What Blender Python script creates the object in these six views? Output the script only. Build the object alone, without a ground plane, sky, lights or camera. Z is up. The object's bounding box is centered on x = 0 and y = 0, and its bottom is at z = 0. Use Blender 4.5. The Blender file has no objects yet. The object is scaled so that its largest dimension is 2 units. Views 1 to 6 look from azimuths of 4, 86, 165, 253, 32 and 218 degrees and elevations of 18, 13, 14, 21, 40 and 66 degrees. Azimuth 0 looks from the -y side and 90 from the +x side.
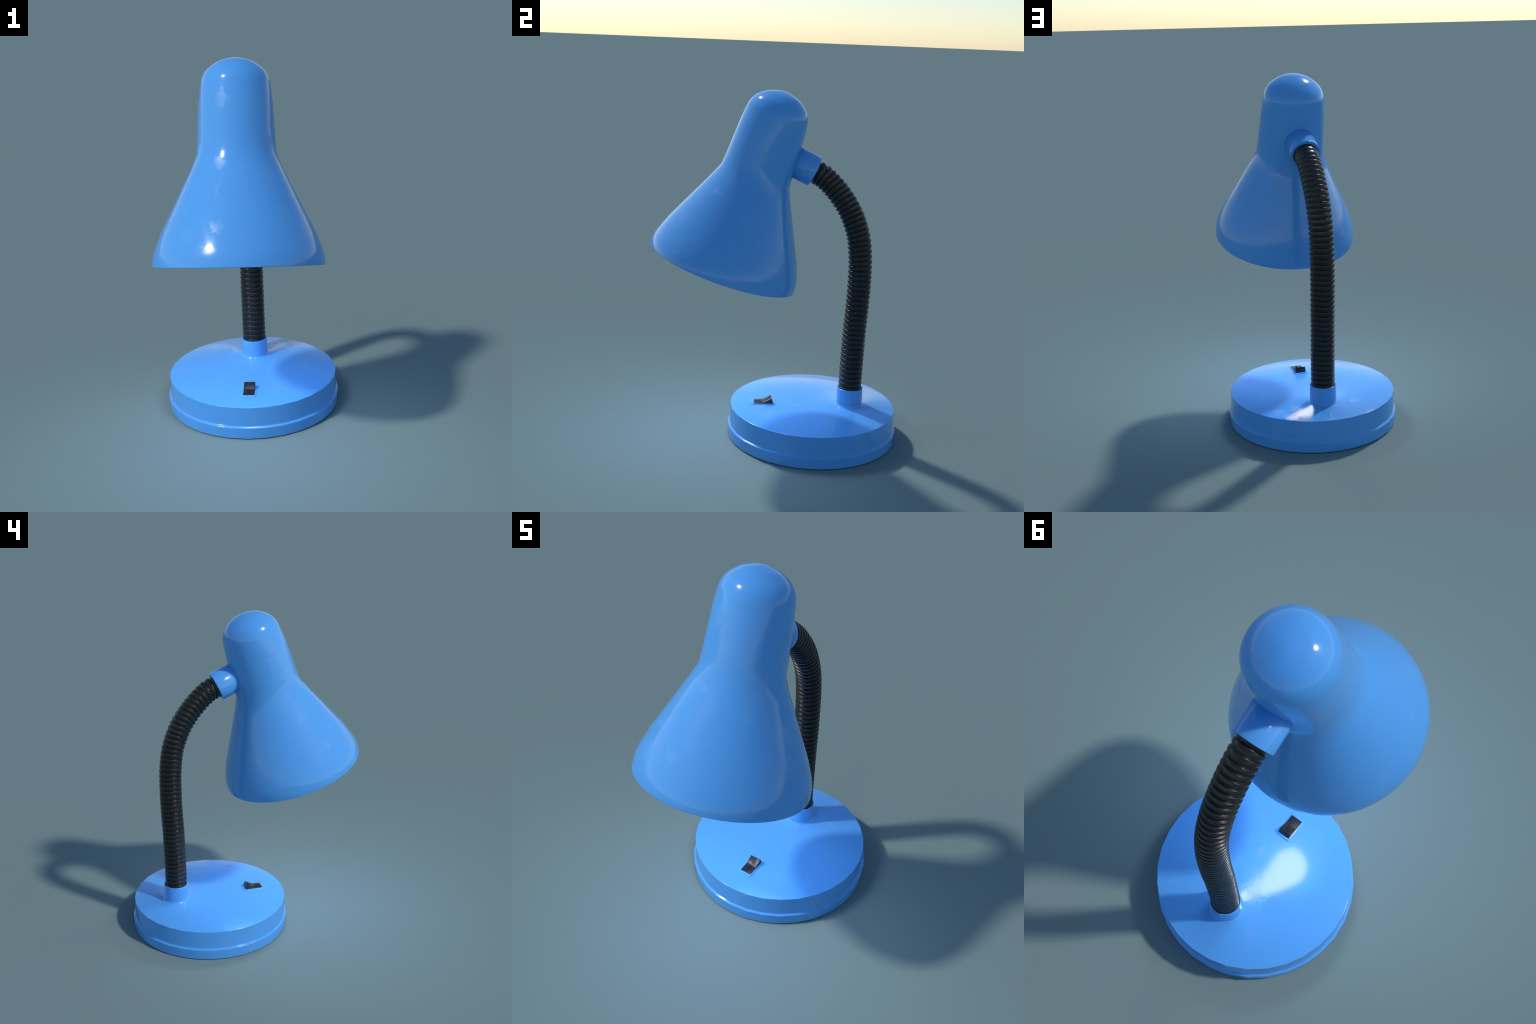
"""Blue gooseneck desk lamp: weighted round base, rocker switch, black corrugated
neck, bell-shaped shade with a lit bulb inside.  All lengths in metres."""
import bpy, bmesh, math
from mathutils import Vector, Matrix

SCENE = bpy.context.scene


# ------------------------------------------------------------------ materials
def node_material(name):
    mat = bpy.data.materials.new(name)
    mat.use_nodes = True
    nt = mat.node_tree
    return mat, nt, nt.nodes, nt.links, nt.nodes["Principled BSDF"]


def math_node(nt, op, a, b):
    n = nt.nodes.new("ShaderNodeMath")
    n.operation = op
    for i, v in enumerate((a, b)):
        if isinstance(v, (int, float)):
            n.inputs[i].default_value = v
        else:
            nt.links.new(v, n.inputs[i])
    return n.outputs[0]


def ramp(nt, fac, stops):
    r = nt.nodes.new("ShaderNodeValToRGB")
    cr = r.color_ramp
    while len(cr.elements) > 1:
        cr.elements.remove(cr.elements[-1])
    cr.elements[0].position, cr.elements[0].color = stops[0][0], (*stops[0][1], 1)
    for p, c in stops[1:]:
        e = cr.elements.new(p)
        e.color = (*c, 1)
    nt.links.new(fac, r.inputs[0])
    return r.outputs[0]


def grey(v):
    return (v, v, v)


def noise(nt, vec, scale, detail=4.0, rough=0.55, offset=None):
    n = nt.nodes.new("ShaderNodeTexNoise")
    n.inputs["Scale"].default_value = scale
    n.inputs["Detail"].default_value = detail
    n.inputs["Roughness"].default_value = rough
    if offset:
        m = nt.nodes.new("ShaderNodeMapping")
        m.inputs["Location"].default_value = offset
        nt.links.new(vec, m.inputs["Vector"])
        vec = m.outputs[0]
    nt.links.new(vec, n.inputs["Vector"])
    return n.outputs["Fac"]


def painted_plastic(name, colour, rough=0.13, smudge_rough=0.34):
    """Glossy enamel with the blotchy finger smudges and fine wipe marks the lamp shows."""
    mat, nt, nodes, links, bsdf = node_material(name)
    co = nodes.new("ShaderNodeTexCoord").outputs["Object"]
    # round, soft-edged finger marks: voronoi cells of which only some are present
    warp = nodes.new("ShaderNodeTexNoise")
    warp.inputs["Scale"].default_value = 16.0
    warp.inputs["Detail"].default_value = 4.0
    links.new(co, warp.inputs["Vector"])
    mixv = nodes.new("ShaderNodeVectorMath")
    mixv.operation = "MULTIPLY_ADD"
    links.new(warp.outputs["Color"], mixv.inputs[0])
    mixv.inputs[1].default_value = (0.10, 0.10, 0.10)
    links.new(co, mixv.inputs[2])
    vor = nodes.new("ShaderNodeTexVoronoi")
    vor.inputs["Scale"].default_value = 8.0
    links.new(mixv.outputs[0], vor.inputs["Vector"])
    spot = ramp(nt, vor.outputs["Distance"], [(0.18, grey(1)), (0.40, grey(0))])
    sep = nodes.new("ShaderNodeSeparateColor")
    links.new(vor.outputs["Color"], sep.inputs[0])
    some = ramp(nt, sep.outputs[0], [(0.45, grey(0)), (0.75, grey(1))])
    spots = math_node(nt, "MULTIPLY", spot, some)
    # broad cloudy wiping
    cloud = ramp(nt, noise(nt, co, 5.0, 5.0, 0.6), [(0.52, grey(0)), (0.66, grey(1))])
    fine = ramp(nt, noise(nt, co, 60.0, 3.0, 0.6), [(0.35, grey(0.35)), (0.65, grey(1))])
    cloud = math_node(nt, "MULTIPLY", cloud, fine)
    smudge = math_node(nt, "MAXIMUM", spots, math_node(nt, "MULTIPLY", cloud, 0.7))
    r = nodes.new("ShaderNodeMapRange")
    r.inputs["To Min"].default_value, r.inputs["To Max"].default_value = rough, smudge_rough
    links.new(smudge, r.inputs["Value"])
    links.new(r.outputs[0], bsdf.inputs["Roughness"])
    # colour: even; smudges lightened to paint in their scattered highlight sheen
    mix = nodes.new("ShaderNodeMix")
    mix.data_type = "RGBA"
    mix.inputs["A"].default_value = (*colour, 1)
    mix.inputs["B"].default_value = (*(c * 0.93 + 0.05 for c in colour), 1)
    links.new(math_node(nt, "MULTIPLY", smudge, 0.20), mix.inputs["Factor"])
    links.new(mix.outputs["Result"], bsdf.inputs["Base Color"])
    bsdf.inputs["Specular IOR Level"].default_value = 0.46
    bump = nodes.new("ShaderNodeBump")
    bump.inputs["Strength"].default_value = 0.02
    bump.inputs["Distance"].default_value = 0.002
    links.new(noise(nt, co, 40.0, 3.0), bump.inputs["Height"])
    film = nodes.new("ShaderNodeBump")
    film.inputs["Strength"].default_value = 1.0
    film.inputs["Distance"].default_value = 0.0004
    links.new(smudge, film.inputs["Height"])
    links.new(bump.outputs[0], film.inputs["Normal"])
    links.new(film.outputs[0], bsdf.inputs["Normal"])
    return mat


def rubber(name, dark, light, rough, scale=30.0):
    mat, nt, nodes, links, bsdf = node_material(name)
    co = nodes.new("ShaderNodeTexCoord").outputs["Object"]
    n = noise(nt, co, scale, 5.0, 0.65)
    links.new(ramp(nt, n, [(0.35, dark), (0.7, light)]), bsdf.inputs["Base Color"])
    links.new(ramp(nt, noise(nt, co, scale * 0.6, 4.0, 0.6, (3, 1, 7)), [(0.35, grey(rough)), (0.7, grey(rough + 0.14))]), bsdf.inputs["Roughness"])
    return mat


BLUE = painted_plastic("blue_enamel", (0.091, 0.352, 0.805))
BLACK_RUBBER = rubber("black_rubber", (0.009, 0.010, 0.010), (0.015, 0.016, 0.015), 0.24)
BLACK_PLASTIC = rubber("black_plastic", (0.012, 0.012, 0.014), (0.020, 0.020, 0.022), 0.27, 60.0)
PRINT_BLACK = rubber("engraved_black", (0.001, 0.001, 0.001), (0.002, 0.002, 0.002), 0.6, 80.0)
FELT = rubber("dark_felt", (0.012, 0.012, 0.012), (0.02, 0.02, 0.02), 0.8, 90.0)

GLOW, _nt, _nodes, _links, _b = node_material("lit_bulb_glass")
_b.inputs["Base Color"].default_value = (0.9, 0.9, 0.9, 1)
_b.inputs["Roughness"].default_value = 0.3
_b.inputs["Emission Color"].default_value = (1.0, 0.98, 0.95, 1)
_b.inputs["Emission Strength"].default_value = 12.5

METAL, _nt, _nodes, _links, _b = node_material("bulb_cap_metal")
_b.inputs["Base Color"].default_value = (0.6, 0.6, 0.58, 1)
_b.inputs["Metallic"].default_value = 1.0
_b.inputs["Roughness"].default_value = 0.35


# ------------------------------------------------------------------- builders
def add_object(name, mesh, material, parent, smooth=True):
    obj = bpy.data.objects.new(name, mesh)
    SCENE.collection.objects.link(obj)
    mesh.materials.append(material)
    obj.parent = parent
    for p in mesh.polygons:
        p.use_smooth = smooth
    return obj


def lathe(name, profile, segments, matrix=None, close=False):
    """Solid of revolution about z from (radius, height) pairs, r = 0 ends become poles."""
    verts, rows = [], []
    for r, z in profile:
        if r < 1e-6:
            rows.append([len(verts)] * segments)
            verts.append((0, 0, z))
        else:
            rows.append(list(range(len(verts), len(verts) + segments)))
            for k in range(segments):
                a = 2 * math.pi * k / segments
                verts.append((r * math.cos(a), r * math.sin(a), z))
    faces = []
    pairs = list(zip(rows, rows[1:])) + ([(rows[-1], rows[0])] if close else [])
    for a, b in pairs:
        for k in range(segments):
            j = (k + 1) % segments
            f = []
            for i in (a[k], a[j], b[j], b[k]):
                if i not in f:
                    f.append(i)
            if len(f) > 2:
                faces.append(f)
    me = bpy.data.meshes.new(name)
    me.from_pydata(verts, [], faces)
    bm = bmesh.new()
    bm.from_mesh(me)
    bmesh.ops.recalc_face_normals(bm, faces=bm.faces)
    bm.to_mesh(me)
    bm.free()
    if matrix:
        me.transform(matrix)
    return me


def rounded(profile, radius, steps=3):
    """Round the inner corners of an open (r, z) polyline by small arcs; radius per vertex."""
    out = [profile[0]]
    for i in range(1, len(profile) - 1):
        p, a, b = (Vector(profile[k]) for k in (i, i - 1, i + 1))
        rad = radius[i] if isinstance(radius, (list, tuple)) else radius
        if rad <= 0:
            out.append(tuple(p))
            continue
        da, db = (a - p), (b - p)
        d = min(rad, da.length * 0.49, db.length * 0.49)
        p0, p1 = p + da.normalized() * d, p + db.normalized() * d
        keep_a, keep_b = da.length > d * 3, db.length > d * 3      # holding loops keep long walls flat
        if keep_a:
            out.append(tuple(p + da.normalized() * d * 1.4))
        for s in range(steps + 1):
            t = s / steps
            q = (1 - t) ** 2 * p0 + 2 * t * (1 - t) * p + t * t * p1
            out.append(tuple(q))
        if keep_b:
            out.append(tuple(p + db.normalized() * d * 1.4))
    out.append(profile[-1])
    return out


def catmull(points, per):
    """Centripetal-free Catmull-Rom through (y, z) points."""
    pts = [Vector(p) for p in points]
    ext = [2 * pts[0] - pts[1]] + pts + [2 * pts[-1] - pts[-2]]
    out = []
    for i in range(len(pts) - 1):
        a, b, c, d = ext[i:i + 4]
        for s in range(per):
            t = s / per
            out.append(0.5 * (2 * b + (c - a) * t + (2 * a - 5 * b + 4 * c - d) * t * t + (3 * b - a - 3 * c + d) * t ** 3))
    out.append(pts[-1])
    return out


# ----------------------------------------------------------------------- lamp
lamp = bpy.data.objects.new("desk_lamp", None)
SCENE.collection.objects.link(lamp)
lamp["label"] = "glossy blue gooseneck desk lamp with black corrugated neck"
lamp["category"] = "desk lamp"

# ---- base: 32-sided weighted disc with a lip low on the wall and a barely domed top
BASE_Y = 0.2317
BASE_SIDES = 32
TOP_R, TOP_Z, DOME = 0.4812, 0.1828, 0.0042


def top_height(r):
    return TOP_Z + DOME * (1 - (r / TOP_R) ** 2)


wall = rounded(
    [(0.470, 0.0), (0.4905, 0.0), (0.4943, 0.0650), (0.4832, 0.0715), (TOP_R, TOP_Z), (TOP_R * 0.985, top_height(TOP_R * 0.985))],
    [0, 0.004, 0.004, 0.003, 0.005, 0], 4)
inner = [(TOP_R * f, top_height(TOP_R * f)) for f in [0.96 - 0.048 * k for k in range(20)] + [0.0]]
under = [(0.0, 0.006), (0.455, 0.006), (0.470, 0.0)]
base_mesh = lathe("base", under + wall[1:] + inner, BASE_SIDES, Matrix.Translation((0, BASE_Y, 0)))
base = add_object("base", base_mesh, BLUE, lamp)
base_mesh.materials.append(FELT)
for p in base_mesh.polygons:
    if p.center.z < 0.0065 and Vector((p.center.x, p.center.y - BASE_Y)).length < 0.46:
        p.material_index = 1


def crown_normals(mesh, edge_tilt=0.225, collar_tilt=0.27, collar_reach=0.105):
    """The moulded top is shaded as a soft crown: it leans outwards to the rim and away from the collar."""
    normals = []
    limit = TOP_R * 0.986
    for v in mesh.vertices:
        p = Vector((v.co.x, v.co.y - BASE_Y))
        if v.co.z > TOP_Z - 0.0005 and p.length < limit:
            lean = p.normalized() * edge_tilt * (p.length / TOP_R) ** 1.71 if p.length > 1e-4 else Vector((0, 0))
            q = Vector((v.co.x, v.co.y - COLLAR_Y))
            lean += q.normalized() * collar_tilt * math.exp(-max(q.length - 0.08, 0) / collar_reach)
            normals.append(Vector((lean.x, lean.y, 1)).normalized())
        else:
            normals.append(v.normal.copy())
    mesh.normals_split_custom_set_from_vertices(normals)


COLLAR_Y = 0.4518
crown_normals(base_mesh)

# ---- collar that holds the neck on the base
foot = top_height(COLLAR_Y - BASE_Y)
collar_profile = rounded(
    [(0.0850, foot - 0.004), (0.0822, foot + 0.0012), (0.0768, foot + 0.0075), (0.0748, 0.2910), (0.0688, 0.2910), (0.0655, 0.2600), (0.0, 0.2600)],
    [0, 0.002, 0.004, 0.006, 0.002, 0, 0], 4)
collar = add_object("collar", lathe("collar", collar_profile, 48, Matrix.Translation((0, COLLAR_Y, 0))), BLUE, base)

# ---- corrugated flexible neck, bent in the plane x = 0
NECK_PATH = [(0.4515, 0.2453), (0.4510, 0.330), (0.4535, 0.480), (0.4585, 0.660), (0.4655, 0.800), (0.4682, 0.930),
             (0.4650, 1.070), (0.4440, 1.211), (0.3908, 1.3445), (0.3118, 1.4562), (0.2342, 1.5315), (0.1720, 1.5650), (0.1300, 1.5855)]
RIDGE_R, GROOVE_R, PITCH = 0.0682, 0.0626, 0.0293


def neck_mesh():
    path = catmull(NECK_PATH, 24)
    lengths = [0.0]
    for a, b in zip(path, path[1:]):
        lengths.append(lengths[-1] + (b - a).length)
    total = lengths[-1]

    def at(s):
        s = max(0.0, min(total, s))
        lo, hi = 0, len(lengths) - 1
        while hi - lo > 1:
            mid = (lo + hi) // 2
            if lengths[mid] <= s:
                lo = mid
            else:
                hi = mid
        f = (s - lengths[lo]) / (lengths[hi] - lengths[lo])
        return path[lo].lerp(path[hi], f)

    # one corrugation, upwards: groove floor, slow swell, crest, sharp step back down
    shape = [(0.00, -0.45), (0.05, -0.40), (0.085, 0.02), (0.13, 0.10), (0.22, 0.20), (0.28, 0.42), (0.34, 0.70), (0.41, 0.86), (0.50, 0.93), (0.68, 0.99), (0.82, 0.99), (0.88, 0.92), (0.915, 0.70), (0.935, 0.2), (0.965, -0.38)]
    stations = []
    n = int(total / PITCH)
    for i in range(n):
        for f, h in shape:
            stations.append(((i + f) * PITCH, GROOVE_R + (RIDGE_R - GROOVE_R) * h))
    sides = 40
    verts, faces = [], []
    for s, r in stations:
        c = at(s)
        t = (at(s + 0.012) - at(s - 0.012)).normalized()
        out = Vector((t.y, -t.x))          # in-plane normal (y, z)
        for k in range(sides):
            a = 2 * math.pi * k / sides
            x, w = r * math.cos(a), r * math.sin(a)
            verts.append((x, c.x + out.x * w, c.y + out.y * w))
    rows = len(stations)
    for i in range(rows - 1):
        for k in range(sides):
            j = (k + 1) % sides
            faces.append((i * sides + k, i * sides + j, (i + 1) * sides + j, (i + 1) * sides + k))
    faces.append(tuple(range(sides)))
    faces.append(tuple(range((rows - 1) * sides, rows * sides)))
    me = bpy.data.meshes.new("flexible_neck")
    me.from_pydata(verts, [], faces)
    bm = bmesh.new()
    bm.from_mesh(me)
    bmesh.ops.recalc_face_normals(bm, faces=bm.faces)
    bm.to_mesh(me)
    bm.free()
    return me


neck = add_object("flexible_neck", neck_mesh(), BLACK_RUBBER, lamp)

# ---- shade: dome, slender throat, bell, straight lip; axis tilted forward
APEX = Vector((0, -0.0008, 1.9932))
TILT = -0.30496
AXIS = Vector((0, TILT, -math.sqrt(1 - TILT * TILT)))
# frame: local +z runs from the dome down to the open mouth
side = Vector((1, 0, 0))
SHADE_FRAME = Matrix.Translation(APEX) @ Matrix((side, AXIS.cross(side), AXIS)).transposed().to_4x4()
DOME_KNOTS = [(-0.0715, 0.0162), (0.0, 0.0), (0.0715, 0.0162), (0.1095, 0.0362), (0.1470, 0.0680), (0.1670, 0.1060), (0.1745, 0.140), (0.1839, 0.2229)]
DOME_CURVE = [(p.x, p.y) for p in catmull(DOME_KNOTS, 3)][3:-3]
OUTER = [(0.0, 0.0)] + DOME_CURVE[1:] + [
         (0.1839, 0.2229), (0.1895, 0.322), (0.1950, 0.4224), (0.2004, 0.4876), (0.2302, 0.5574), (0.2700, 0.638), (0.3106, 0.7210), (0.3470, 0.794), (0.3825, 0.8663),
         (0.4072, 0.9264), (0.4220, 0.968), (0.4285, 0.9980), (0.4300, 1.0330)]
OUTER = [(r + min(r * 0.02, 0.0011), z) for r, z in OUTER]
WALL = 0.011
inner_wall = [(max(0.0, r - WALL), z + (WALL if z < 0.14 else WALL * 0.45)) for r, z in OUTER[:-1]]
inner_wall[0] = (0.0, WALL)
lip = [(0.4308, 1.0356), (0.4281, 1.0366), (0.4241, 1.0366), (0.4216, 1.0354)]
shade_profile = OUTER + lip + [(0.4206, 1.0310)] + inner_wall[::-1]
shade = add_object("lampshade", lathe("lampshade", shade_profile, 64, SHADE_FRAME), BLUE, lamp)

# ---- socket tube that joins neck and shade
END = Vector((0, 0.1757, 1.5623))
SOCKET_AXIS = Vector((0, -0.9048, 0.4258)).normalized()
SOCKET_FRAME = Matrix.Translation(END) @ Matrix((side, SOCKET_AXIS.cross(side), SOCKET_AXIS)).transposed().to_4x4()
socket_profile = rounded(
    [(0.0, 0.030), (0.0685, 0.030), (0.0700, 0.0), (0.0880, 0.0), (0.0872, 0.16), (0.0, 0.16)],
    [0, 0, 0.0015, 0.0025, 0, 0], 3)
socket = add_object("neck_socket", lathe("neck_socket", socket_profile, 48, SOCKET_FRAME), BLUE, shade)

# ---- lit bulb and its holder inside the shade
BULB_T, BULB_R = 0.80, 0.172
arc = [math.pi * k / 20 for k in range(1, 14)]
bulb_profile = [(0.0, BULB_T + BULB_R)] + [(BULB_R * math.sin(a), BULB_T + BULB_R * math.cos(a)) for a in arc]
bulb_profile += [(0.125, 0.650), (0.100, 0.595), (0.083, 0.540), (0.078, 0.480)]
bulb = add_object("light_bulb", lathe("light_bulb", bulb_profile, 48, SHADE_FRAME), GLOW, lamp)
cap = add_object("bulb_cap", lathe("bulb_cap", rounded([(0.0, 0.40), (0.074, 0.40), (0.074, 0.485), (0.0, 0.485)], 0.003), 40, SHADE_FRAME), METAL, bulb)
holder = add_object("bulb_holder", lathe("bulb_holder", rounded([(0.0, 0.16), (0.090, 0.16), (0.090, 0.42), (0.0, 0.42)], 0.004), 40, SHADE_FRAME), BLACK_PLASTIC, lamp)


# ---- rocker switch in a small frame on the base
def bevel_mesh(mesh, width, segments=2, angle=25):
    bm = bmesh.new()
    bm.from_mesh(mesh)
    bmesh.ops.recalc_face_normals(bm, faces=bm.faces)
    edges = [e for e in bm.edges if len(e.link_faces) == 2 and e.calc_face_angle() > math.radians(angle)]
    bmesh.ops.bevel(bm, geom=edges, offset=width, segments=segments, profile=0.5, affect="EDGES")
    bm.to_mesh(mesh)
    bm.free()


def prism(name, outline_yz, half_width):
    n = len(outline_yz)
    verts = [(s * half_width, y, z) for s in (-1, 1) for y, z in outline_yz]
    faces = [tuple(range(n)), tuple(range(n, 2 * n))]
    faces += [(i, (i + 1) % n, n + (i + 1) % n, n + i) for i in range(n)]
    me = bpy.data.meshes.new(name)
    me.from_pydata(verts, [], faces)
    return me


def shade_by_angle(mesh, degrees):
    mesh.set_sharp_from_angle(angle=math.radians(degrees))


frame_mesh = prism("switch_frame", [(-0.1300, 0.180), (0.0112, 0.180), (0.0112, 0.1900), (-0.1300, 0.1888)], 0.0394)
bevel_mesh(frame_mesh, 0.0024, 3)
switch_frame = add_object("switch_frame", frame_mesh, BLUE, base)
shade_by_angle(frame_mesh, 40)

# rocker pressed down at the front ("on"), raised at the back ("off")
LOW_FRONT, LOW_BACK = Vector((-0.1128, 0.1932)), Vector((-0.0640, 0.1948))
HIGH_FRONT, HIGH_BACK = Vector((-0.0500, 0.2000)), Vector((-0.0126, 0.2212))
dip = [LOW_BACK.lerp(Vector((-0.0565, 0.1952)), t).lerp(Vector((-0.0565, 0.1952)).lerp(HIGH_FRONT, t), t) for t in (0, 0.33, 0.67, 1)]
outline = [(-0.1118, 0.184), (0.0018, 0.184), tuple(HIGH_BACK)] + [tuple(p) for p in dip[::-1]] + [tuple(LOW_FRONT)]
rocker_mesh = prism("rocker_switch", outline, 0.0312)
bevel_mesh(rocker_mesh, 0.0012, 2, 35)
rocker = add_object("rocker_switch", rocker_mesh, BLACK_PLASTIC, lamp)
shade_by_angle(rocker_mesh, 35)


def marking(text, start, end, size):
    """Word lying on the rocker between two (y, z) points, read from the +x side."""
    cu = bpy.data.curves.new("switch_lettering", "FONT")
    cu.body, cu.size, cu.extrude, cu.offset = text, size, 0.0009, 0.0005
    cu.align_x, cu.align_y = "CENTER", "CENTER"
    tmp = bpy.data.objects.new("switch_lettering_curve", cu)
    SCENE.collection.objects.link(tmp)
    bpy.context.view_layer.update()
    me = bpy.data.meshes.new_from_object(tmp.evaluated_get(bpy.context.evaluated_depsgraph_get()))
    bpy.data.objects.remove(tmp)
    bpy.data.curves.remove(cu)
    me.name = "switch_lettering"
    d = (end - start).normalized()
    ex, ey = Vector((0, d.x, d.y)), Vector((-1, 0, 0))
    ez = ex.cross(ey)
    mid = (start + end) * 0.5
    m = Matrix((ex, ey, ez)).transposed().to_4x4()
    me.transform(Matrix.Translation(Vector((0, mid.x, mid.y)) + ez * 0.0003) @ m)
    return add_object("switch_lettering", me, PRINT_BLACK, rocker, smooth=False)


marking("on", LOW_FRONT, LOW_BACK, 0.030)
marking("off", HIGH_FRONT, HIGH_BACK, 0.034)
